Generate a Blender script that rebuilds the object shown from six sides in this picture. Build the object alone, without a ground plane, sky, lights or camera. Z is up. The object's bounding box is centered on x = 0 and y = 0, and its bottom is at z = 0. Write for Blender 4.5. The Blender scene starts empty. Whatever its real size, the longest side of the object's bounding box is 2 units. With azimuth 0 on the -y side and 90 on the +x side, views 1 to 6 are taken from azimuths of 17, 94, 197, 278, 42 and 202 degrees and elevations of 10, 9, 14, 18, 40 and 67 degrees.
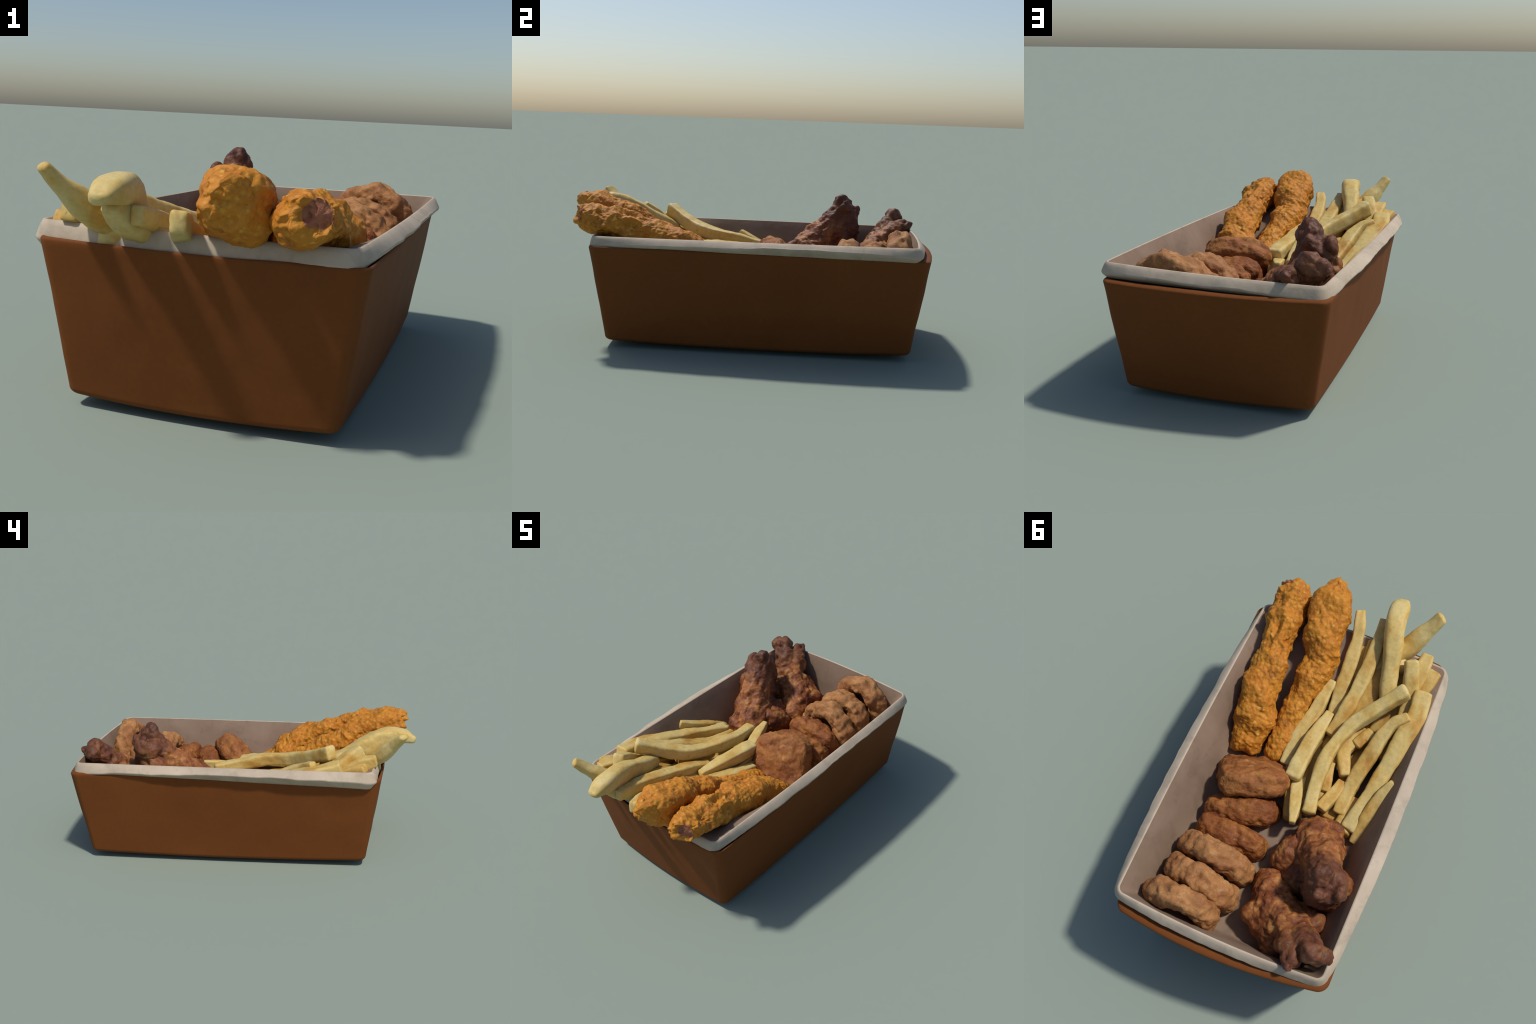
"""A lined takeout box heaped with fries, breaded strips, nuggets, rings and two
roasted drumsticks.  Everything is lofted / swept / remeshed from a few control
points and then roughened with procedural noise."""
import bpy, bmesh, math
import numpy as np
from mathutils import Vector

rng = np.random.default_rng(7)
V = lambda *a: np.array(a, float)

# --------------------------------------------------------------------------
# procedural noise (vectorised gradient noise and cell noise)
# --------------------------------------------------------------------------
def _hash(i, j, k, seed):
    h = (i * 374761393 + j * 668265263 + k * 2147483647 + seed * 1274126177) & 0xFFFFFFFF
    h = ((h ^ (h >> 13)) * 1103515245) & 0xFFFFFFFF
    h = ((h ^ (h >> 16)) * 2654435761) & 0xFFFFFFFF
    return (h ^ (h >> 15)) & 0xFFFFFFFF


def gnoise(p, seed=0):
    """gradient noise in about -1..1"""
    f = np.floor(p); i = f.astype(np.int64); t = p - f
    w = t * t * t * (t * (t * 6 - 15) + 10)
    out = np.zeros(len(p))
    for dx in (0, 1):
        for dy in (0, 1):
            for dz in (0, 1):
                h = _hash(i[:, 0] + dx, i[:, 1] + dy, i[:, 2] + dz, seed)
                a = (h & 1023) / 1023 * 2 * np.pi
                z = ((h >> 10) & 1023) / 511.5 - 1
                r = np.sqrt(np.maximum(0, 1 - z * z))
                g = np.stack([r * np.cos(a), r * np.sin(a), z], 1)
                d = ((t - (dx, dy, dz)) * g).sum(1)
                out += d * np.abs(1 - dx - w[:, 0]) * np.abs(1 - dy - w[:, 1]) * np.abs(1 - dz - w[:, 2])
    return out * 1.6


def fbm(p, freq, octaves=4, seed=0, gain=0.5):
    s, a, q = np.zeros(len(p)), 1.0, np.asarray(p) * freq
    for n in range(octaves):
        s += a * gnoise(q + 17.3 * n, seed + n)
        a *= gain; q = q * 2.03
    return s


def cells(p, freq, seed=0):
    """distance to the nearest cell point, 0 at the point, about 0.5-0.9 at the borders"""
    q = np.asarray(p) * freq
    f = np.floor(q).astype(np.int64)
    best = np.full(len(q), 9.0)
    for dx in (-1, 0, 1):
        for dy in (-1, 0, 1):
            for dz in (-1, 0, 1):
                c = f + (dx, dy, dz)
                h = _hash(c[:, 0], c[:, 1], c[:, 2], seed)
                o = np.stack([(h & 1023), (h >> 10) & 1023, (h >> 20) & 1023], 1) / 1023
                best = np.minimum(best, ((c + o - q) ** 2).sum(1))
    return np.sqrt(best)


# --------------------------------------------------------------------------
# geometry helpers
# --------------------------------------------------------------------------
def spline(points, n):
    """Catmull-Rom through control rows, n samples (any number of columns)"""
    P = np.asarray(points, float)
    if len(P) == 2:
        t = np.linspace(0, 1, n)[:, None]
        return P[0] * (1 - t) + P[1] * t
    d = np.r_[0, np.cumsum(np.linalg.norm(np.diff(P[:, :3], axis=0), axis=1) + 1e-6)]
    P = np.vstack([2 * P[0] - P[1], P, 2 * P[-1] - P[-2]])
    s = np.linspace(0, d[-1], n)
    k = np.clip(np.searchsorted(d, s, side="right") - 1, 0, len(d) - 2)
    t = ((s - d[k]) / (d[k + 1] - d[k]))[:, None]
    a, b, c, e = P[k], P[k + 1], P[k + 2], P[k + 3]
    return 0.5 * (2 * b + (c - a) * t + (2 * a - 5 * b + 4 * c - e) * t**2 + (3 * b - a - 3 * c + e) * t**3)


def vertex_normals(v, quads):
    n = np.zeros_like(v)
    fn = np.cross(v[quads[:, 2]] - v[quads[:, 0]], v[quads[:, 3]] - v[quads[:, 1]])
    for k in range(4):
        np.add.at(n, quads[:, k], fn)
    return n / np.maximum(np.linalg.norm(n, axis=1, keepdims=True), 1e-12)


def smooth_verts(v, edges, steps, factor=0.5):
    for _ in range(steps):
        s, c = np.zeros_like(v), np.zeros(len(v))
        np.add.at(s, edges[:, 0], v[edges[:, 1]]); np.add.at(c, edges[:, 0], 1)
        np.add.at(s, edges[:, 1], v[edges[:, 0]]); np.add.at(c, edges[:, 1], 1)
        v = v + factor * (s / np.maximum(c, 1)[:, None] - v)
    return v


def grid_quads(rows, cols, closed_u=True):
    i = np.arange(rows - 1)[:, None]; j = np.arange(cols if closed_u else cols - 1)[None, :]
    jn = (j + 1) % cols
    return np.stack([i * cols + j, i * cols + jn, (i + 1) * cols + jn, (i + 1) * cols + j], -1).reshape(-1, 4)


def tube_quads(rows, cols):
    """closed tube whose first and last rings are already shrunk to near a point"""
    q = grid_quads(rows, cols)
    return q


def new_object(name, v, quads, material, parent=None, origin=None, smooth=True):
    origin = V(0, 0, 0) if origin is None else np.asarray(origin, float)
    me = bpy.data.meshes.new(name)
    me.from_pydata((v - origin).tolist(), [], [list(map(int, q)) for q in quads])
    me.polygons.foreach_set("use_smooth", [smooth] * len(me.polygons))
    me.validate(); me.update()
    me.materials.append(material)
    ob = bpy.data.objects.new(name, me)
    bpy.context.collection.objects.link(ob)
    ob.location = origin
    if parent:
        ob.parent = parent
        ob.location = origin - np.array(parent.location)
    return ob


def tag(ob, label, category):
    ob["label"] = label
    ob["category"] = category
    return ob


def base_origin(v):
    lo, hi = v.min(0), v.max(0)
    return V((lo[0] + hi[0]) / 2, (lo[1] + hi[1]) / 2, lo[2])


def sweep(path, width, height, square=3.0, cols=24, rows=48, up=V(0, 0, 1), cap=0.5, twist=(0, 0)):
    """rounded-rectangle section swept along a path.
    width / height: lists of values spread along the path; cap: how blunt the ends are"""
    tied = len(width) == len(path) and len(height) == len(path)   # one size per control point
    if tied:
        C = spline([(*p, w_, h_) for p, w_, h_ in zip(path, width, height)], rows)
        W, H, C = C[:, 3] / 2, C[:, 4] / 2, C[:, :3]
    else:
        C = spline(path, rows)
    T = np.gradient(C, axis=0); T /= np.linalg.norm(T, axis=1, keepdims=True)
    B = np.cross(T, up); B /= np.linalg.norm(B, axis=1, keepdims=True)
    N = np.cross(B, T)
    s = np.linspace(0, 1, rows)
    if not tied:
        W = np.interp(s, np.linspace(0, 1, len(width)), width) / 2
        H = np.interp(s, np.linspace(0, 1, len(height)), height) / 2
    tw = np.interp(s, [0, 1], twist)
    L = np.linalg.norm(np.diff(C, axis=0), axis=1).sum()
    a = np.linspace(0, 2 * np.pi, cols, endpoint=False)
    ca, sa = np.cos(a), np.sin(a)
    m = (np.abs(ca) ** square + np.abs(sa) ** square) ** (-1 / square)
    x, y = ca * m, sa * m
    rings = []
    # end caps: a few extra rings closing the tube with a rounded edge
    lead = np.array([0.02, 0.35, 0.62, 0.82, 0.95])
    def ring(k, scale, push):
        c, t = C[k] + T[k] * push, tw[k]
        X, Y = x * np.cos(t) - y * np.sin(t), x * np.sin(t) + y * np.cos(t)
        return c + scale * (W[k] * X[:, None] * B[k] + H[k] * Y[:, None] * N[k])
    depth = cap * min(W[0], H[0])
    for f in lead:
        rings.append(ring(0, f, -depth * math.sqrt(1 - f * f)))
    for k in range(rows):
        rings.append(ring(k, 1, 0))
    depth = cap * min(W[-1], H[-1])
    for f in lead[::-1]:
        rings.append(ring(rows - 1, f, depth * math.sqrt(1 - f * f)))
    R = np.array(rings)
    v = R.reshape(-1, 3)
    q = grid_quads(len(rings), cols)
    n = len(v)
    v = np.vstack([v, R[0].mean(0), R[-1].mean(0)])
    fan = []
    for j in range(0, cols, 2):   # close both poles with quads
        fan.append([n, (j + 2) % cols, (j + 1) % cols, j])
        b = (len(rings) - 1) * cols
        fan.append([n + 1, b + j, b + j + 1, b + (j + 2) % cols])
    return v, np.vstack([q, fan])


def blob_mesh(balls, voxel, smooth=4):
    """union of tapered capsules (p0, r0, p1, r1[, squash]) fused by a voxel remesh"""
    bm = bmesh.new()
    for p0, r0, p1, r1 in balls:
        p0, p1 = np.array(p0, float), np.array(p1, float)
        n = max(1, int(np.linalg.norm(p1 - p0) / (0.22 * min(r0, r1))) + 1)
        for t in np.linspace(0, 1, n):
            m = bmesh.ops.create_icosphere(bm, subdivisions=3, radius=r0 + (r1 - r0) * t)
            bmesh.ops.translate(bm, vec=Vector(p0 + (p1 - p0) * t), verts=m["verts"])
    me = bpy.data.meshes.new("blob_helper")
    bm.to_mesh(me); bm.free()
    ob = bpy.data.objects.new("blob_helper", me)
    bpy.context.collection.objects.link(ob)
    md = ob.modifiers.new("remesh", "REMESH")
    md.mode, md.voxel_size = "VOXEL", voxel
    ev = ob.evaluated_get(bpy.context.evaluated_depsgraph_get())
    m2 = ev.to_mesh()
    v = np.empty(len(m2.vertices) * 3); m2.vertices.foreach_get("co", v); v = v.reshape(-1, 3)
    quads = np.array([(list(p.vertices) + [p.vertices[-1]])[:4] for p in m2.polygons])
    e = np.empty(len(m2.edges) * 2, int); m2.edges.foreach_get("vertices", e); e = e.reshape(-1, 2)
    ev.to_mesh_clear()
    bpy.data.objects.remove(ob); bpy.data.meshes.remove(me)
    return smooth_verts(v, e, smooth), quads, e


# --------------------------------------------------------------------------
# materials
# --------------------------------------------------------------------------
class Mat:
    def __init__(self, name, rough=0.6, spec=0.3):
        self.m = bpy.data.materials.new(name)
        self.m.use_nodes = True
        self.t = self.m.node_tree
        self.b = self.t.nodes["Principled BSDF"]
        self.b.inputs["Roughness"].default_value = rough
        self.b.inputs["Specular IOR Level"].default_value = spec
        tc = self.t.nodes.new("ShaderNodeTexCoord")
        self.co = tc.outputs["Object"]
        self.bumps = None

    def add(self, kind, **kw):
        n = self.t.nodes.new(kind)
        for k, val in kw.items():
            setattr(n, k, val)
        return n

    def link(self, a, b):
        self.t.links.new(a, b)

    def shifted(self, amount=9.0):
        """per-object offset so repeats do not share one pattern"""
        info = self.add("ShaderNodeObjectInfo")
        mul = self.add("ShaderNodeMath", operation="MULTIPLY"); mul.inputs[1].default_value = amount
        self.link(info.outputs["Random"], mul.inputs[0])
        add = self.add("ShaderNodeVectorMath", operation="ADD")
        self.link(self.co, add.inputs[0]); self.link(mul.outputs[0], add.inputs[1])
        self.co = add.outputs[0]
        return self

    def noise(self, scale, detail=4, rough=0.55, stretch=None, distortion=0.0):
        n = self.add("ShaderNodeTexNoise")
        n.inputs["Scale"].default_value = scale
        n.inputs["Detail"].default_value = detail
        n.inputs["Roughness"].default_value = rough
        n.inputs["Distortion"].default_value = distortion
        co = self.co
        if stretch:
            mp = self.add("ShaderNodeMapping"); mp.inputs["Scale"].default_value = stretch
            self.link(co, mp.inputs["Vector"]); co = mp.outputs[0]
        self.link(co, n.inputs["Vector"])
        return n.outputs["Fac"]

    def voronoi(self, scale, feature="F1"):
        n = self.add("ShaderNodeTexVoronoi", feature=feature)
        n.inputs["Scale"].default_value = scale
        self.link(self.co, n.inputs["Vector"])
        return n.outputs["Distance"]

    def ramp(self, fac, stops):
        r = self.add("ShaderNodeValToRGB")
        cr = r.color_ramp
        while len(cr.elements) < len(stops):
            cr.elements.new(0.5)
        for e, (p, c) in zip(cr.elements, stops):
            e.position = p
            e.color = (*c, 1) if hasattr(c, "__len__") else (c, c, c, 1)
        self.link(fac, r.inputs["Fac"])
        return r.outputs["Color"]

    def near(self, point, inner, outer):
        """mask: 1 within inner of a point in object space, 0 beyond outer"""
        d = self.add("ShaderNodeVectorMath", operation="DISTANCE")
        self.link(self.co0, d.inputs[0]); d.inputs[1].default_value = point
        mr = self.add("ShaderNodeMapRange", interpolation_type="SMOOTHSTEP")
        mr.inputs[1].default_value, mr.inputs[2].default_value = inner, outer
        mr.inputs[3].default_value, mr.inputs[4].default_value = 1.0, 0.0
        self.link(d.outputs["Value"], mr.inputs[0])
        return mr.outputs[0]

    def mix(self, fac, a, b, mode="MIX"):
        n = self.add("ShaderNodeMix", data_type="RGBA", blend_type=mode)
        for sock, val in ((n.inputs["Factor"], fac), (n.inputs["A"], a), (n.inputs["B"], b)):
            pass
        f, A, B = n.inputs[0], n.inputs[6], n.inputs[7]
        for s, val in ((f, fac), (A, a), (B, b)):
            if isinstance(val, bpy.types.NodeSocket):
                self.link(val, s)
            elif hasattr(val, "__len__"):
                s.default_value = (*val, 1)
            else:
                s.default_value = val
        return n.outputs[2]

    def math(self, op, a, b):
        n = self.add("ShaderNodeMath", operation=op)
        for s, val in zip(n.inputs, (a, b)):
            if isinstance(val, bpy.types.NodeSocket):
                self.link(val, s)
            else:
                s.default_value = val
        return n.outputs[0]

    def bump(self, height, strength, distance):
        n = self.add("ShaderNodeBump")
        n.inputs["Strength"].default_value = strength
        n.inputs["Distance"].default_value = distance
        self.link(height, n.inputs["Height"])
        if self.bumps:
            self.link(self.bumps, n.inputs["Normal"])
        self.bumps = n.outputs[0]
        self.link(self.bumps, self.b.inputs["Normal"])

    def done(self, colour):
        if isinstance(colour, bpy.types.NodeSocket):
            self.link(colour, self.b.inputs["Base Color"])
        else:
            self.b.inputs["Base Color"].default_value = (*colour, 1)
        return self.m


def start(name, rough=0.6, spec=0.3, shift=True):
    m = Mat(name, rough, spec)
    m.co0 = m.co
    return m.shifted() if shift else m


def mat_card():
    m = start("brown_card", 0.7, 0.12, shift=False)
    a = m.ramp(m.noise(2.2, 3), [(0.3, (0.158, 0.049, 0.0112)), (0.7, (0.180, 0.057, 0.0135))])
    b = m.ramp(m.noise(60, 3), [(0.35, (0.93,) * 3), (0.65, (1.0,) * 3)])
    m.bump(m.noise(90, 3), 0.05, 0.002)
    return m.done(m.mix(1.0, a, b, "MULTIPLY"))


def mat_liner(name, lo, hi, grime):
    m = start(name, 0.7, 0.25, shift=False)
    a = m.ramp(m.noise(5.0, 5, 0.6), [(0.3, lo), (0.7, hi)])
    g = m.ramp(m.noise(8.0, 4, 0.65, distortion=0.6), [(0.5, 0.0), (0.72, 1.0)])
    col = m.mix(m.math("MULTIPLY", g, grime), a, tuple(0.55 * c for c in lo))
    m.bump(m.noise(25, 4), 0.25, 0.006)
    m.bump(m.noise(120, 2), 0.1, 0.002)
    return m.done(col)


def mat_fry(name, light, mid, deep):
    m = start(name, 0.55, 0.3)
    n = m.noise(9.0, 4, 0.6, stretch=(1.0, 0.45, 1.0))
    col = m.ramp(n, [(0.32, deep), (0.46, mid), (0.62, light)])
    f = m.ramp(m.noise(70, 3), [(0.3, (0.86, 0.84, 0.78)), (0.6, (1.0,) * 3)])
    col = m.mix(0.8, col, f, "MULTIPLY")
    sp = m.ramp(m.noise(38, 2), [(0.72, 0.0), (0.78, 1.0)])
    col = m.mix(m.math("MULTIPLY", sp, 0.55), col, (0.22, 0.11, 0.03))
    m.bump(m.noise(22, 4), 0.25, 0.008)
    m.bump(m.noise(110, 3), 0.12, 0.002)
    m.b.inputs["Subsurface Weight"].default_value = 0.06
    m.b.inputs["Subsurface Radius"].default_value = (0.03, 0.02, 0.008)
    return m.done(col)


def mat_crumb(name, wound=None):
    m = start(name, 0.62, 0.28, shift=False)
    big = m.ramp(m.noise(8.0, 5, 0.6), [(0.3, (0.36, 0.115, 0.011)), (0.5, (0.53, 0.205, 0.017)), (0.7, (0.62, 0.28, 0.026))])
    v = m.voronoi(42)
    crumbs = m.ramp(v, [(0.1, (0.66, 0.36, 0.05)), (0.45, (0.46, 0.16, 0.014))])
    col = m.mix(0.42, big, crumbs)
    dark = m.ramp(m.noise(16, 5, 0.68), [(0.53, 0.0), (0.68, 1.0)])
    col = m.mix(m.math("MULTIPLY", dark, 0.7), col, (0.20, 0.052, 0.008))
    bits = m.ramp(m.noise(30, 2), [(0.66, 0.0), (0.74, 1.0)])
    col = m.mix(m.math("MULTIPLY", bits, 0.7), col, (0.68, 0.40, 0.07))
    if wound:
        edge = m.math("ADD", m.near(*wound), m.math("MULTIPLY", m.math("SUBTRACT", m.noise(22, 4), 0.5), 1.6))
        torn = m.ramp(m.math("MULTIPLY", edge, m.near(wound[0], wound[1] * 1.4, wound[2] * 1.5)), [(0.35, 0.0), (0.6, 1.0)])
        col = m.mix(torn, col, m.ramp(m.noise(25, 3), [(0.3, (0.22, 0.055, 0.035)), (0.7, (0.44, 0.18, 0.09))]))
    m.bump(v, 0.3, 0.010)
    m.bump(m.noise(60, 5, 0.65), 0.5, 0.008)
    return m.done(col)


def mat_fried(name, stops, blotch, pale):
    m = start(name, 0.66, 0.25)
    col = m.ramp(m.noise(9.0, 5, 0.62), stops)
    d = m.ramp(m.noise(15, 5, 0.65, distortion=0.4), [(0.54, 0.0), (0.7, 1.0)])
    col = m.mix(m.math("MULTIPLY", d, 0.75), col, blotch)
    p = m.ramp(m.noise(24, 4, 0.6), [(0.58, 0.0), (0.72, 1.0)])
    col = m.mix(m.math("MULTIPLY", p, 0.55), col, pale)
    f = m.ramp(m.noise(110, 3), [(0.3, (0.75,) * 3), (0.62, (1.0,) * 3)])
    col = m.mix(0.8, col, f, "MULTIPLY")
    m.bump(m.noise(35, 5, 0.65), 0.5, 0.010)
    m.bump(m.noise(120, 4, 0.6), 0.4, 0.004)
    return m.done(col)


def mat_roast(name, chars):
    """roasted skin; chars: places (object space) where it is burnt dark, pale: lean flesh"""
    m = start(name, 0.55, 0.3, shift=False)
    col = m.ramp(m.noise(12.0, 6, 0.66, distortion=0.3),
                 [(0.31, (0.065, 0.018, 0.008)), (0.44, (0.185, 0.054, 0.016)), (0.55, (0.31, 0.112, 0.030)), (0.67, (0.47, 0.225, 0.068))])
    d = m.ramp(m.noise(19, 5, 0.65), [(0.54, 0.0), (0.70, 1.0)])
    col = m.mix(m.math("MULTIPLY", d, 0.8), col, (0.055, 0.016, 0.010))
    for p, r0, r1, s in chars:
        k = m.math("MULTIPLY", m.near(p, r0, r1), s)
        col = m.mix(k, col, m.ramp(m.noise(14, 4), [(0.35, (0.058, 0.019, 0.011)), (0.7, (0.15, 0.052, 0.026))]))
    sp = m.ramp(m.noise(80, 3), [(0.62, 0.0), (0.74, 1.0)])
    col = m.mix(m.math("MULTIPLY", sp, 0.35), col, (0.42, 0.26, 0.15))
    m.bump(m.noise(32, 5, 0.62), 0.5, 0.010)
    m.bump(m.noise(120, 4, 0.6), 0.35, 0.003)
    return m.done(col)


CARD = mat_card()
LINER = mat_liner("taupe_paper", (0.200, 0.133, 0.090), (0.245, 0.170, 0.120), 0.35)
RIM_PAPER = mat_liner("pale_paper", (0.41, 0.328, 0.240), (0.51, 0.417, 0.312), 0.4)  # tone lowered a little for the food's shadow on the front flap
FRY = [mat_fry("fried_potato", (0.62, 0.485, 0.20), (0.58, 0.41, 0.130), (0.50, 0.275, 0.055)),
       mat_fry("golden_potato", (0.61, 0.455, 0.17), (0.55, 0.355, 0.095), (0.45, 0.215, 0.040)),
       mat_fry("amber_potato", (0.54, 0.36, 0.10), (0.46, 0.26, 0.060), (0.34, 0.15, 0.028))]

# --------------------------------------------------------------------------
# the box: plan outline with bowed sides, tapering walls, domed bottom
# --------------------------------------------------------------------------
NP = 320


def outline(hx0, hx1, y0, y1, r, bow, n=NP):
    """closed rounded rectangle x in -hx0..hx1, y in y0..y1; bow=(x-,x+,y-,y+) outward
    bulge of each side; the samples always start mid of the +x side and run counter-clockwise"""
    per = []
    c = [(hx1 - r, y1 - r, 0), (-hx0 + r, y1 - r, 90), (-hx0 + r, y0 + r, 180), (hx1 - r, y0 + r, 270)]
    share = np.array([0.30, 0.20, 0.30, 0.20])          # samples on +y,-x,-y,+x sides
    pts = []
    for k, (cx, cy, a0) in enumerate(c):
        a = np.radians(np.linspace(a0, a0 + 90, 17))
        pts.append(np.stack([cx + r * np.cos(a), cy + r * np.sin(a)], 1))
        nx, ny, na = c[(k + 1) % 4]
        b = math.radians(a0 + 90)
        p0 = V(cx + r * math.cos(b), cy + r * math.sin(b)); p1 = V(nx + r * math.cos(b), ny + r * math.sin(b))
        t = np.linspace(0, 1, n // 4 - 16 + 1)[1:-1, None]
        pts.append(p0 * (1 - t) + p1 * t)
    P = np.vstack(pts)
    cx, cy = (hx1 - hx0) / 2, (y0 + y1) / 2
    u, w = (P[:, 0] - cx) / ((hx0 + hx1) / 2), (P[:, 1] - cy) / ((y1 - y0) / 2)
    P = P.copy()
    P[:, 0] += np.where(u > 0, bow[1], -bow[0]) * np.clip(np.abs(u), 0, 1) ** 2 * (1 - w**2)
    P[:, 1] += np.where(w > 0, bow[3], -bow[2]) * np.clip(np.abs(w), 0, 1) ** 2 * (1 - u**2)
    return P


def rings_to_mesh(rings, close_first=True, close_last=False):
    R = np.array(rings); rows, cols = R.shape[:2]
    v = R.reshape(-1, 3); q = grid_quads(rows, cols)
    extra = []
    n = len(v)
    if close_first:
        v = np.vstack([v, R[0].mean(0)])
        extra += [[n, (j + 2) % cols, (j + 1) % cols, j] for j in range(0, cols, 2)]
    if close_last:
        b = (rows - 1) * cols
        v = np.vstack([v, R[-1].mean(0)])
        extra += [[len(v) - 1, b + j, b + j + 1, b + (j + 2) % cols] for j in range(0, cols, 2)]
    return v, np.vstack([q, np.array(extra)]) if extra else q


box = bpy.data.objects.new("food_box", None)
bpy.context.collection.objects.link(box)
tag(box, "tapered brown card takeout box with pale paper liner", "food box")

BOT = dict(x0=0.440, x1=0.450, y0=-0.730, y1=0.888, bow=(0.004, 0.008, 0.016, 0.012))
TOP = dict(x0=0.508, x1=0.518, y0=-0.798, y1=0.950, bow=(0.008, 0.012, 0.037, 0.050))


def box_ring(s, z, inset=0.0, r=None, back=0.0):
    """outline of the box at height fraction s, moved inwards by inset"""
    m = lambda k: BOT[k] + (TOP[k] - BOT[k]) * s
    bow = [b0 + (b1 - b0) * s for b0, b1 in zip(BOT["bow"], TOP["bow"])]
    r = (0.036 + 0.006 * s) if r is None else r
    P = outline(m("x0") - inset, m("x1") - inset, m("y0") + inset, m("y1") - inset - back, max(0.012, r - inset * 0.6), bow)
    z = np.broadcast_to(z, (len(P),))
    return np.column_stack([P, z])


def bottom_z(P, k=1.0):
    cy = (BOT["y0"] + BOT["y1"]) / 2
    u, w = P[:, 0] / BOT["x1"], (P[:, 1] - cy) / ((BOT["y1"] - BOT["y0"]) / 2)
    u, w = np.clip(u**2, 0, 1.1), np.clip(w**2, 0, 1.1)
    return 0.024 * (u + w - 0.5 * u * w)


rings = []
full = box_ring(0, 0.0)
cen = V(0, 0.078)
for f in (0.03, 0.15, 0.3, 0.45, 0.6, 0.75, 0.86):
    P = cen + (full[:, :2] - cen) * f
    rings.append(np.column_stack([P, bottom_z(P)]))
for a in np.linspace(0, 90, 8):                         # rounded foot edge
    ins = 0.026 * (1 - math.sin(math.radians(a)))
    P = box_ring(0.0, 0, ins)
    P[:, 2] = bottom_z(P) + 0.026 * (1 - math.cos(math.radians(a)))
    rings.append(P)
RIM = 0.548
for s in np.linspace(0.06, 0.97, 26):
    P = box_ring(s, 0)
    zb = bottom_z(box_ring(0, 0)) + 0.026
    P[:, 2] = zb + (RIM - 0.012 - zb) * s
    rings.append(P)
for a in np.linspace(0, 180, 9):                        # rolled lip
    c, s_ = math.cos(math.radians(a)), math.sin(math.radians(a))
    rings.append(box_ring(1.0, RIM - 0.012 + 0.012 * s_, 0.008 * (1 - c), back=0.020 * (1 - c)))
for s in np.linspace(0.95, 0.12, 8):                    # inner face of the card
    rings.append(box_ring(s, RIM * s, 0.016, back=0.040))
v, q = rings_to_mesh(rings, True, True)
n = vertex_normals(v, q)
v = v + n * (0.0035 * fbm(v, 3.0, 3, 5) * np.clip(v[:, 2:3] * 6, 0, 1)[:, 0])[:, None]
v[:, 2] -= v[:, 2].min()
shell = new_object("box_shell", v, q, CARD, parent=box)

# --------------------------------------------------------------------------
# paper liner: inner tray with a crest and a folded-over flap, slightly turned
# --------------------------------------------------------------------------
#            +x+y                    -x+y                    -x-y                    +x-y
CREST = [V(0.519, 0.886, 0.611), V(-0.470, 0.914, 0.598), V(-0.512, -0.752, 0.592), V(0.473, -0.782, 0.594)]
CREST_BOW = [0.020, 0.006, 0.018, 0.012]               # +y, -x, -y, +x sides
LIP_OUT = [0.034, 0.028, 0.030, 0.028]                 # how far the flap stands out at each corner
LIP_DROP = [0.040, 0.050, 0.052, 0.046]
HEM_DROP = [0.064, 0.062, 0.086, 0.062]
SIDE_OUT = [0.010, 0.034, 0.000, 0.016]                # extra reach of the flap half way along each side
SIDE_DROP = [-0.012, -0.026, 0.0, -0.020]
NL, NC = 74, 7


def liner_frame(inset=0.0, r=0.030):
    """crest line (moved inwards by inset), outward direction and per-sample blend weights"""
    pts, outw, mix, mid = [], [], [], []
    sign = [V(-1, -0.6, 0), V(1, -0.6, 0), V(1, 1, 0), V(-1, 1, 0)]   # the back wall stands steeper
    K = [c + s_ * inset for c, s_ in zip(CREST, sign)]
    for k in range(4):
        a, b, pre = K[k], K[(k + 1) % 4], K[k - 1]
        d1 = (a - pre); d1[2] = 0; d1 /= np.linalg.norm(d1)
        d2 = (b - a); d2[2] = 0; d2 /= np.linalg.norm(d2)
        o1, o2 = V(d1[1], -d1[0], 0), V(d2[1], -d2[0], 0)
        for t in np.linspace(0, 1, NC):
            dirn = o1 * math.cos(t * math.pi / 2) + o2 * math.sin(t * math.pi / 2)
            pts.append(a - o1 * r - o2 * r + dirn * r)
            outw.append(dirn); w = np.zeros(4); w[k] = 1; mix.append(w); mid.append(np.zeros(4))
        p0, p1 = pts[-1], b - d2 * r
        for t in np.linspace(0, 1, NL)[1:-1]:
            p = p0 * (1 - t) + p1 * t + o2 * CREST_BOW[k] * 4 * t * (1 - t)
            pts.append(p); outw.append(o2); w = np.zeros(4); w[k] = 1 - t; w[(k + 1) % 4] = t; mix.append(w)
            w = np.zeros(4); w[k] = (4 * t * (1 - t)) ** 0.7; mid.append(w)
    return np.array(pts), np.array(outw), np.array(mix), np.array(mid)


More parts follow.
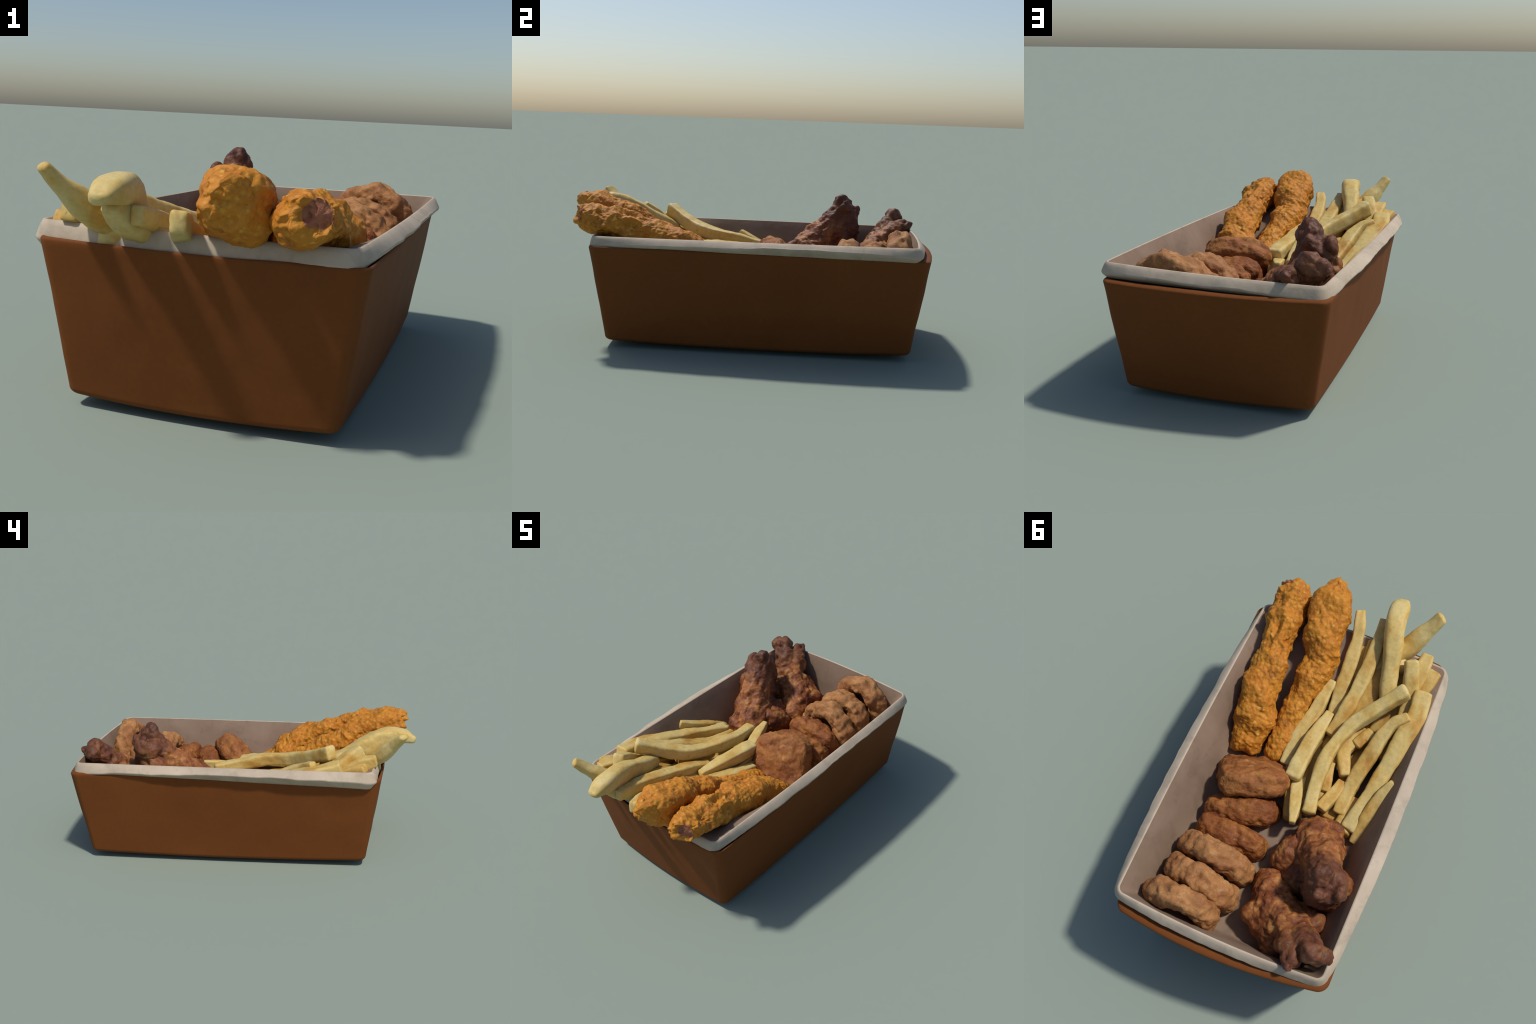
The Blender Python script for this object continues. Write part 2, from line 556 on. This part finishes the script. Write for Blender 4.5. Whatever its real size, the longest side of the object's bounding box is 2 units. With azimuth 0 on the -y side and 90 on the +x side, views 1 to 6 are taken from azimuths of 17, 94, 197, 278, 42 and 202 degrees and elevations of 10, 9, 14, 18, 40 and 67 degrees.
P, O, Wt, Md = liner_frame()
lo, ld, hd = Wt @ LIP_OUT + Md @ SIDE_OUT, Wt @ LIP_DROP + Md @ SIDE_DROP, Wt @ HEM_DROP + 0.35 * (Md @ SIDE_DROP)
wob = fbm(P, 5, 3, 31); wob2 = fbm(P, 11, 3, 47) + 1.2 * (0.45 - cells(P, 9, 6))
Z = V(0, 0, 1)
col = lambda a: np.asarray(a)[:, None]
rows = []
def floor_z(Q):
    """the tray floor climbs towards the front, where the strips and fries lie high"""
    t = np.clip((-0.15 - Q[:, 1]) / 0.50, 0, 1)
    return 0.335 + 0.215 * t * t * (3 - 2 * t)


foot = liner_frame(0.150)[0]
for f in (0.02, 0.15, 0.3, 0.45, 0.6, 0.75, 0.88):       # tray floor
    c = V(0, 0.07, 0)
    Q = c + (foot - c) * f; Q[:, 2] = floor_z(Q) + 0.008 * fbm(Q, 6, 3, 77)
    rows.append(Q)
for t in np.linspace(0, 1, 12):                          # inner wall
    Q = liner_frame(0.120 * (1 - t) ** 0.85 + 0.030 * math.exp(-t * 12))[0]
    zf = np.minimum(floor_z(Q), P[:, 2] - 0.015)
    Q[:, 2] = zf + (P[:, 2] - zf) * t
    Q += O * col(0.006 * fbm(Q, 4, 3, 3) * math.sin(t * math.pi))
    rows.append(Q)
v, q = rings_to_mesh(rows, True, False)
liner = new_object("paper_liner", v, q, LINER, parent=box)
rows = [rows[-1]]                                        # the folded rim carries on from the crest
rows.append(P + O * 0.004 + Z * 0.003)
rows.append(P + O * 0.010 + Z * 0.001)
for t in (0.35, 0.7, 0.95):                              # flap going out and down
    rows.append(P + O * col(0.010 + (lo - 0.010) * t ** 0.9 + 0.003 * wob2 * t) - Z * col(ld * t**1.25 + 0.007 * wob * t))
rows.append(P + O * col(lo + 0.003 * wob2) - Z * col(ld + 0.008 * wob))
rows.append(P + O * col(lo * 0.96 + 0.003 * wob2) - Z * col(ld + 0.007 + 0.008 * wob))
for t in (0.4, 0.8, 1.0):                                # under side tucking back
    rows.append(P + O * col(lo * (0.96 - 0.75 * t)) - Z * col(ld + 0.007 + (hd - ld) * t + 0.004 * wob * (1 - t)))
rows.append(P + O * col(lo * 0.2 - 0.012) - Z * col(hd))
rows.append(P - O * 0.002 - Z * 0.03)                    # paper has a second face
v, q = rings_to_mesh(rows, False, False)
rim = new_object("folded_rim", v, q, RIM_PAPER, parent=box)

# --------------------------------------------------------------------------
# french fries
# --------------------------------------------------------------------------
def fry(path, w, h, square=7.0, cap=0.35, twist=(0, 0), mat=0, drop=0.5, seed=0):
    """path runs along the top face; the section hangs below it by drop*h"""
    path = [V(*p) - V(0, 0, drop * (h if np.isscalar(h) else max(h))) for p in path]
    w = 1.1 * np.atleast_1d(w); h = 1.1 * np.atleast_1d(h)
    L = sum(np.linalg.norm(b - a) for a, b in zip(path, path[1:]))
    v, q = sweep(path, w, h, square, 36, max(24, int(L / 0.008)), cap=cap, twist=twist)
    n = vertex_normals(v, q)
    v = v + n * (0.006 * fbm(v, 7, 2, 100 + seed) + 0.0018 * fbm(v, 30, 2, 200 + seed))[:, None]
    ob = new_object("french_fry", v, q, FRY[mat], origin=base_origin(v))
    return tag(ob, "pale golden soft french fry with blunt ends", "french fry")


FRIES = [
    # next to the strip, going down from the front rim
    dict(path=[(-0.004, -0.885, 0.680), (-0.028, -0.80, 0.655), (-0.045, -0.70, 0.612), (-0.051, -0.56, 0.563), (-0.054, -0.43, 0.519), (-0.056, -0.33, 0.486)], w=[0.046, 0.064, 0.066, 0.056], h=[0.06, 0.08, 0.07, 0.06]),
    dict(path=[(-0.133, -0.875, 0.684), (-0.142, -0.80, 0.668), (-0.147, -0.70, 0.638), (-0.139, -0.56, 0.599), (-0.122, -0.41, 0.56), (-0.084, -0.255, 0.516)], w=[0.034, 0.064, 0.07, 0.066, 0.052], h=[0.05, 0.075, 0.065, 0.06]),
    # big bent fry over the front rim
    dict(path=[(-0.195, -0.980, 0.750), (-0.195, -0.93, 0.765), (-0.201, -0.86, 0.763), (-0.213, -0.79, 0.745), (-0.235, -0.71, 0.714), (-0.258, -0.62, 0.664), (-0.288, -0.49, 0.605)], w=[0.06, 0.09, 0.095, 0.09, 0.088, 0.08, 0.07], h=[0.035, 0.065, 0.09, 0.10, 0.095, 0.085, 0.07], square=3.6, drop=0.5, cap=0.9),
    # spiky fry leaning out over the corner
    dict(path=[(-0.406, -0.920, 0.812), (-0.365, -0.875, 0.755), (-0.305, -0.80, 0.675), (-0.225, -0.715, 0.615), (-0.16, -0.65, 0.575)], w=[0.06, 0.085, 0.09, 0.09], h=[0.03, 0.075, 0.09, 0.09], square=2.8, cap=0.7),
    dict(path=[(-0.338, -0.690, 0.700), (-0.358, -0.64, 0.668), (-0.385, -0.56, 0.600), (-0.40, -0.46, 0.55)], w=[0.062, 0.07, 0.066], h=[0.07, 0.07, 0.06]),
    dict(path=[(-0.408, -0.775, 0.664), (-0.400, -0.70, 0.640), (-0.385, -0.60, 0.585)], w=[0.06, 0.075, 0.07], h=[0.06, 0.075, 0.06], mat=1),
    dict(path=[(-0.468, -0.715, 0.628), (-0.450, -0.66, 0.605), (-0.420, -0.57, 0.555)], w=[0.06, 0.075, 0.06], h=[0.05, 0.06, 0.05], mat=1),
    # long curved one lying on top
    dict(path=[(-0.368, -0.525, 0.690), (-0.300, -0.452, 0.655), (-0.225, -0.370, 0.618), (-0.165, -0.280, 0.588), (-0.119, -0.13, 0.568), (-0.113, 0.01, 0.538), (-0.131, 0.168, 0.508)], w=[0.056, 0.06, 0.058, 0.062, 0.058], h=[0.07, 0.07, 0.065, 0.06, 0.055]),
    dict(path=[(-0.424, -0.432, 0.622), (-0.350, -0.358, 0.588), (-0.309, -0.217, 0.520), (-0.274, -0.065, 0.465), (-0.262, 0.09, 0.425)], w=[0.045, 0.066, 0.07, 0.066, 0.06], h=[0.07, 0.08, 0.07, 0.06], mat=1),
    dict(path=[(-0.450, -0.580, 0.634), (-0.456, -0.46, 0.601), (-0.436, -0.33, 0.564), (-0.406, -0.174, 0.518), (-0.365, 0.015, 0.468), (-0.330, 0.15, 0.430)], w=[0.085, 0.095, 0.08, 0.066, 0.066], h=[0.075, 0.08, 0.075, 0.06]),
    dict(path=[(-0.463, -0.105, 0.546), (-0.428, -0.026, 0.503), (-0.402, 0.085, 0.447), (-0.385, 0.20, 0.392)], w=[0.03, 0.055, 0.058, 0.055], h=[0.05, 0.06, 0.06, 0.05], mat=1),
    dict(path=[(-0.045, -0.352, 0.524), (-0.020, -0.217, 0.528), (0.000, -0.073, 0.524), (0.008, 0.030, 0.512)], w=[0.045, 0.072, 0.078, 0.07], h=[0.05, 0.065, 0.065, 0.06]),
    dict(path=[(0.010, -0.52, 0.545), (0.032, -0.34, 0.507), (0.062, -0.22, 0.480), (0.080, -0.05, 0.435)], w=[0.055, 0.07, 0.066, 0.05], h=0.06),
    # yellow stub between nugget and drumstick
    dict(path=[(-0.078, 0.255, 0.512), (-0.058, 0.17, 0.500), (-0.035, 0.08, 0.475), (-0.02, -0.02, 0.44)], w=[0.03, 0.06, 0.06, 0.05], h=[0.04, 0.06, 0.06, 0.05]),
    # short bits lying in the middle
    dict(path=[(-0.231, -0.343, 0.505), (-0.205, -0.26, 0.495), (-0.183, -0.193, 0.485), (-0.225, -0.09, 0.465)], w=[0.04, 0.06, 0.066, 0.05], h=0.055, mat=1),
    dict(path=[(-0.275, -0.33, 0.52), (-0.225, -0.25, 0.50)], w=[0.05, 0.05], h=0.045, mat=1),
    dict(path=[(-0.145, -0.12, 0.465), (-0.155, -0.03, 0.455), (-0.162, 0.02, 0.445)], w=[0.03, 0.042, 0.042], h=0.05, mat=1),
    dict(path=[(-0.225, -0.05, 0.445), (-0.205, 0.03, 0.45), (-0.173, 0.11, 0.44)], w=[0.05, 0.062, 0.06], h=0.055, mat=1),
    dict(path=[(0.01, -0.15, 0.440), (-0.015, 0.05, 0.445), (-0.055, 0.20, 0.430)], w=0.085, h=0.10, mat=2),
    dict(path=[(0.045, -0.20, 0.430), (0.03, -0.02, 0.430)], w=0.08, h=0.08, mat=2),
    # lower layers filling the heap
    dict(path=[(-0.07, -0.74, 0.58), (-0.09, -0.50, 0.52), (-0.10, -0.2, 0.45)], w=0.07, h=0.07, mat=2),
    dict(path=[(-0.20, -0.72, 0.60), (-0.20, -0.52, 0.545), (-0.17, -0.34, 0.47)], w=0.08, h=0.08, mat=2),
    dict(path=[(-0.31, -0.70, 0.59), (-0.31, -0.55, 0.53), (-0.30, -0.38, 0.45)], w=0.09, h=0.08, mat=2),
    dict(path=[(-0.38, -0.64, 0.56), (-0.38, -0.45, 0.50), (-0.36, -0.25, 0.45)], w=0.08, h=0.08, mat=2),
    dict(path=[(-0.27, -0.42, 0.44), (-0.25, -0.10, 0.40), (-0.22, 0.12, 0.37)], w=0.08, h=0.07, mat=2),
    dict(path=[(-0.05, -0.35, 0.45), (-0.06, -0.10, 0.42), (-0.09, 0.14, 0.40)], w=0.08, h=0.07, mat=2),
    dict(path=[(-0.14, -0.35, 0.47), (-0.12, -0.10, 0.44), (-0.13, 0.10, 0.41)], w=0.08, h=0.07, mat=2),
    dict(path=[(-0.40, -0.55, 0.48), (-0.40, -0.30, 0.44), (-0.37, 0.0, 0.37)], w=0.07, h=0.07, mat=2),
    dict(path=[(-0.205, -0.905, 0.712), (-0.195, -0.85, 0.680), (-0.172, -0.77, 0.635), (-0.150, -0.68, 0.590)], w=[0.06, 0.085, 0.09, 0.09], h=[0.04, 0.075, 0.085, 0.08], square=3.6),
    dict(path=[(-0.330, 0.0, 0.410), (-0.305, 0.17, 0.405)], w=0.09, h=0.09, mat=2),
    dict(path=[(-0.25, -0.79, 0.615), (-0.27, -0.66, 0.60)], w=0.09, h=0.09),
    dict(path=[(-0.14, -0.78, 0.60), (-0.15, -0.66, 0.58)], w=0.09, h=0.08, mat=2),
    dict(path=[(-0.39, -0.74, 0.615), (-0.36, -0.66, 0.59)], w=0.08, h=0.07, mat=2),
]
for i, f in enumerate(FRIES):
    fry(seed=i, **f)

# --------------------------------------------------------------------------
# breaded strips
# --------------------------------------------------------------------------
def strip(path, width, height, seed, wound=None, crag=1.0):
    v, q = sweep(path, width, height, 2.35, 150, 230, cap=0.75)
    n = vertex_normals(v, q)
    w = v + 0.028 * np.stack([fbm(v, 10, 2, seed + 31), fbm(v, 10, 2, seed + 32), fbm(v, 10, 2, seed + 33)], 1)
    lump = 0.022 * fbm(v, 7, 2, seed)
    rough = np.clip(0.65 + 0.9 * fbm(v, 6, 2, seed + 14), 0.15, 1.5)        # smooth and craggy stretches
    knob = 0.044 * rough * (0.5 - cells(w, 9, seed + 3))
    knob2 = 0.013 * rough ** 2 * (0.5 - cells(w, 24, seed + 5))
    fine = 0.006 * fbm(v, 38, 3, seed + 9)
    v = v + n * (crag * (lump + knob + knob2) + fine)[:, None]
    # ragged broken end
    k = np.exp(-((v[:, 1] - v[:, 1].min()) / 0.07) ** 2)
    v = v + V(0.5, 1, 0.5) * (0.030 * k * fbm(v * V(1, 0.3, 1), 15, 3, seed + 40))[:, None]
    if wound:
        p, r, depth, d = wound
        k = np.exp(-(np.linalg.norm(v - p, axis=1) / r) ** 4)
        v = v + d * (depth * k)[:, None]
    o = base_origin(v)
    mat = mat_crumb("golden_crumb", (tuple(wound[0] - o + wound[3] * wound[2] * 0.6), wound[1] * 0.55, wound[1] * 1.1) if wound else None)
    ob = new_object("chicken_strip", v, q, mat, origin=o)
    return tag(ob, "craggy orange gold breaded chicken strip", "chicken strip")


strip([(0.140, -0.930, 0.748), (0.138, -0.872, 0.714), (0.130, -0.79, 0.685), (0.112, -0.68, 0.636), (0.100, -0.56, 0.574), (0.108, -0.46, 0.532), (0.122, -0.34, 0.486), (0.142, -0.24, 0.440), (0.160, -0.09, 0.390)],
      [0.075, 0.185, 0.215, 0.205, 0.180, 0.155, 0.135, 0.125, 0.110], [0.080, 0.168, 0.190, 0.182, 0.165, 0.150, 0.130, 0.120, 0.100], 11, crag=0.85)
strip([(0.372, -0.895, 0.685), (0.358, -0.855, 0.678), (0.345, -0.79, 0.665), (0.334, -0.67, 0.645), (0.332, -0.54, 0.604), (0.328, -0.43, 0.574), (0.322, -0.31, 0.535), (0.312, -0.20, 0.450), (0.302, -0.09, 0.365)],
      [0.110, 0.165, 0.180, 0.180, 0.165, 0.175, 0.190, 0.190, 0.165], [0.100, 0.135, 0.150, 0.152, 0.150, 0.150, 0.150, 0.145, 0.130], 23, crag=1.05,
      wound=(V(0.388, -0.930, 0.690), 0.056, 0.060, V(0, 1, 0)))

# --------------------------------------------------------------------------
# nuggets: flat rounded pillows standing on edge
# --------------------------------------------------------------------------
def cube_sphere(n):
    bm = bmesh.new()
    bmesh.ops.create_cube(bm, size=2)
    bmesh.ops.subdivide_edges(bm, edges=bm.edges, cuts=n, use_grid_fill=True)
    me = bpy.data.meshes.new("helper"); bm.to_mesh(me); bm.free()
    v = np.array([x.co[:] for x in me.vertices]); q = np.array([list(p.vertices) for p in me.polygons])
    bpy.data.meshes.remove(me)
    return v, q


CS_V, CS_Q = cube_sphere(46)


def rot(yaw, lean, roll=0):
    """roll about own normal (y), lean about x, yaw about z; degrees"""
    a, b, c = map(math.radians, (yaw, lean, roll))
    Rz = np.array([[math.cos(a), -math.sin(a), 0], [math.sin(a), math.cos(a), 0], [0, 0, 1]])
    Rx = np.array([[1, 0, 0], [0, math.cos(b), -math.sin(b)], [0, math.sin(b), math.cos(b)]])
    Ry = np.array([[math.cos(c), 0, math.sin(c)], [0, 1, 0], [-math.sin(c), 0, math.cos(c)]])
    return Rz @ Rx @ Ry


def pillow(size, centre, R, square, seed, flat=2.3, amp=1.0):
    d = CS_V / np.linalg.norm(CS_V, axis=1, keepdims=True)
    e = square
    m = (np.abs(d[:, 0]) ** e + np.abs(d[:, 2]) ** e) ** (flat / e) + np.abs(d[:, 1]) ** flat
    v = d / m[:, None] ** (1 / flat) * (V(*size) / 2)
    n = vertex_normals(v, CS_Q)
    v = v + n * (amp * (0.016 * fbm(v, 6, 3, seed) + 0.010 * (0.5 - cells(v, 13, seed + 1)) - 0.014 * np.exp(-(cells(v, 11, seed + 8) / 0.22) ** 2) + 0.007 * fbm(v, 24, 4, seed + 2)))[:, None]
    return v @ R.T + V(*centre)


NUGGET = mat_fried("nugget_crust", [(0.3, (0.18, 0.054, 0.016)), (0.5, (0.30, 0.108, 0.028)), (0.7, (0.41, 0.175, 0.046))], (0.14, 0.040, 0.019), (0.52, 0.26, 0.08))
NUGGET_DARK = mat_fried("dark_nugget_crust", [(0.3, (0.14, 0.038, 0.012)), (0.5, (0.25, 0.080, 0.020)), (0.7, (0.37, 0.145, 0.034))], (0.11, 0.030, 0.015), (0.50, 0.25, 0.07))
for size, centre, r, sq, mat, sd, fl in [
    ((0.340, 0.165, 0.37), (0.205, 0.080, 0.418), rot(15, -37, -6), 3.6, NUGGET, 41, 3.6),
    ((0.375, 0.165, 0.29), (0.185, 0.250, 0.372), rot(14, -22, 3), 3.2, NUGGET_DARK, 52, 2.6),
    ((0.360, 0.155, 0.28), (0.175, 0.398, 0.385), rot(-2, -10, 4), 3.2, NUGGET_DARK, 63, 2.6),
]:
    v = pillow(size, centre, r, sq, sd, fl)
    ob = new_object("chicken_nugget", v, CS_Q, mat, origin=base_origin(v))
    tag(ob, "flat rounded brown crusted chicken nugget", "chicken nugget")

# --------------------------------------------------------------------------
# breaded rings standing in a row
# --------------------------------------------------------------------------
RING = mat_fried("ring_batter", [(0.3, (0.26, 0.100, 0.034)), (0.5, (0.38, 0.170, 0.058)), (0.7, (0.47, 0.235, 0.085))], (0.20, 0.068, 0.028), (0.55, 0.33, 0.14))


def batter_ring(centre, outer, tube, depth, R, seed):
    nu, nv = 150, 56
    a = np.linspace(0, 2 * np.pi, nu, endpoint=False)[:, None]; b = np.linspace(0, 2 * np.pi, nv, endpoint=False)[None, :]
    rr = outer - tube
    cb, sb = np.cos(b), np.sin(b)
    m = (np.abs(cb) ** 2.5 + np.abs(sb) ** 2.5) ** (-1 / 2.5)
    x = (rr + tube * cb * m) * np.cos(a); z = (rr + tube * cb * m) * np.sin(a); y = depth / 2 * sb * m + 0 * a
    v = np.stack([x, y, z], -1).reshape(-1, 3)
    i = np.arange(nu)[:, None]; j = np.arange(nv)[None, :]
    q = np.stack([i * nv + j, ((i + 1) % nu) * nv + j, ((i + 1) % nu) * nv + (j + 1) % nv, i * nv + (j + 1) % nv], -1).reshape(-1, 4)
    q = q[:, ::-1]
    n = vertex_normals(v, q)
    if (n * v).sum() < 0:
        q = q[:, ::-1]; n = -n
    v = v + n * (0.013 * fbm(v, 8, 3, seed) + 0.012 * (0.5 - cells(v, 17, seed + 1)) - 0.012 * np.exp(-(cells(v, 12, seed + 8) / 0.2) ** 2) + 0.009 * fbm(v, 26, 4, seed + 2))[:, None]
    return v @ R.T + V(*centre), q


for centre, outer, tube, depth, R, sd in [
    ((0.200, 0.530, 0.397), 0.197, 0.052, 0.126, rot(-10, -5), 71),
    ((0.225, 0.672, 0.405), 0.197, 0.054, 0.126, rot(-10, -4), 82),
    ((0.255, 0.812, 0.470), 0.190, 0.056, 0.124, rot(-2, 0), 93),
]:
    v, q = batter_ring(centre, outer, tube, depth, R, sd)
    ob = new_object("onion_ring", v, q, RING, origin=base_origin(v))
    tag(ob, "rough tan battered onion ring standing upright", "onion ring")

# --------------------------------------------------------------------------
# drumsticks
# --------------------------------------------------------------------------
def drumstick(balls, chars, seed):
    v, q, e = blob_mesh(balls, 0.0065, 7)
    n = vertex_normals(v, q)
    v = v + n * (0.020 * fbm(v, 7, 3, seed) + 0.013 * np.abs(fbm(v, 12, 3, seed + 7)) + 0.010 * (0.5 - cells(v, 15, seed + 1)) - 0.014 * np.exp(-(cells(v, 11, seed + 8) / 0.2) ** 2) + 0.005 * fbm(v, 34, 4, seed + 2))[:, None]
    o = base_origin(v)
    mat = mat_roast("roasted_skin", [(tuple(V(*p) - o), a, b, s) for p, a, b, s in chars])
    ob = new_object("chicken_drumstick", v, q, mat, origin=o)
    return tag(ob, "dark roasted chicken drumstick with charred knuckle", "drumstick")


drumstick([
    ((-0.312, 0.520, 0.728), 0.062, (-0.312, 0.490, 0.66), 0.068),
    ((-0.312, 0.490, 0.66), 0.070, (-0.288, 0.40, 0.54), 0.098),
    ((-0.288, 0.40, 0.54), 0.098, (-0.228, 0.272, 0.392), 0.128),
    ((-0.340, 0.54, 0.66), 0.06, (-0.338, 0.590, 0.692), 0.038),
    ((-0.36, 0.50, 0.65), 0.06, (-0.405, 0.540, 0.692), 0.042),
    ((-0.33, 0.53, 0.64), 0.085, (-0.33, 0.50, 0.42), 0.10),
    ((-0.15, 0.37, 0.42), 0.085, (-0.095, 0.425, 0.40), 0.065),
    ((-0.18, 0.50, 0.42), 0.06, (-0.25, 0.46, 0.42), 0.08),
    ((-0.385, 0.47, 0.56), 0.06, (-0.400, 0.45, 0.42), 0.075),
], [((-0.33, 0.55, 0.73), 0.10, 0.24, 0.85), ((-0.33, 0.62, 0.50), 0.10, 0.22, 0.8)], 201)

drumstick([
    ((-0.398, 0.822, 0.652), 0.058, (-0.440, 0.822, 0.640), 0.050),
    ((-0.395, 0.81, 0.63), 0.058, (-0.31, 0.77, 0.545), 0.078),
    ((-0.31, 0.77, 0.545), 0.078, (-0.165, 0.67, 0.42), 0.108),
    ((-0.165, 0.67, 0.43), 0.115, (-0.085, 0.56, 0.36), 0.085),
    ((-0.29, 0.80, 0.56), 0.07, (-0.318, 0.900, 0.626), 0.042),
    ((-0.10, 0.72, 0.42), 0.075, (-0.20, 0.78, 0.41), 0.09),
    ((-0.27, 0.66, 0.42), 0.07, (-0.345, 0.660, 0.425), 0.045),
    ((-0.34, 0.78, 0.55), 0.08, (-0.33, 0.78, 0.38), 0.09),
], [((-0.40, 0.84, 0.67), 0.10, 0.22, 0.75), ((-0.36, 0.74, 0.42), 0.10, 0.2, 0.7)], 301)
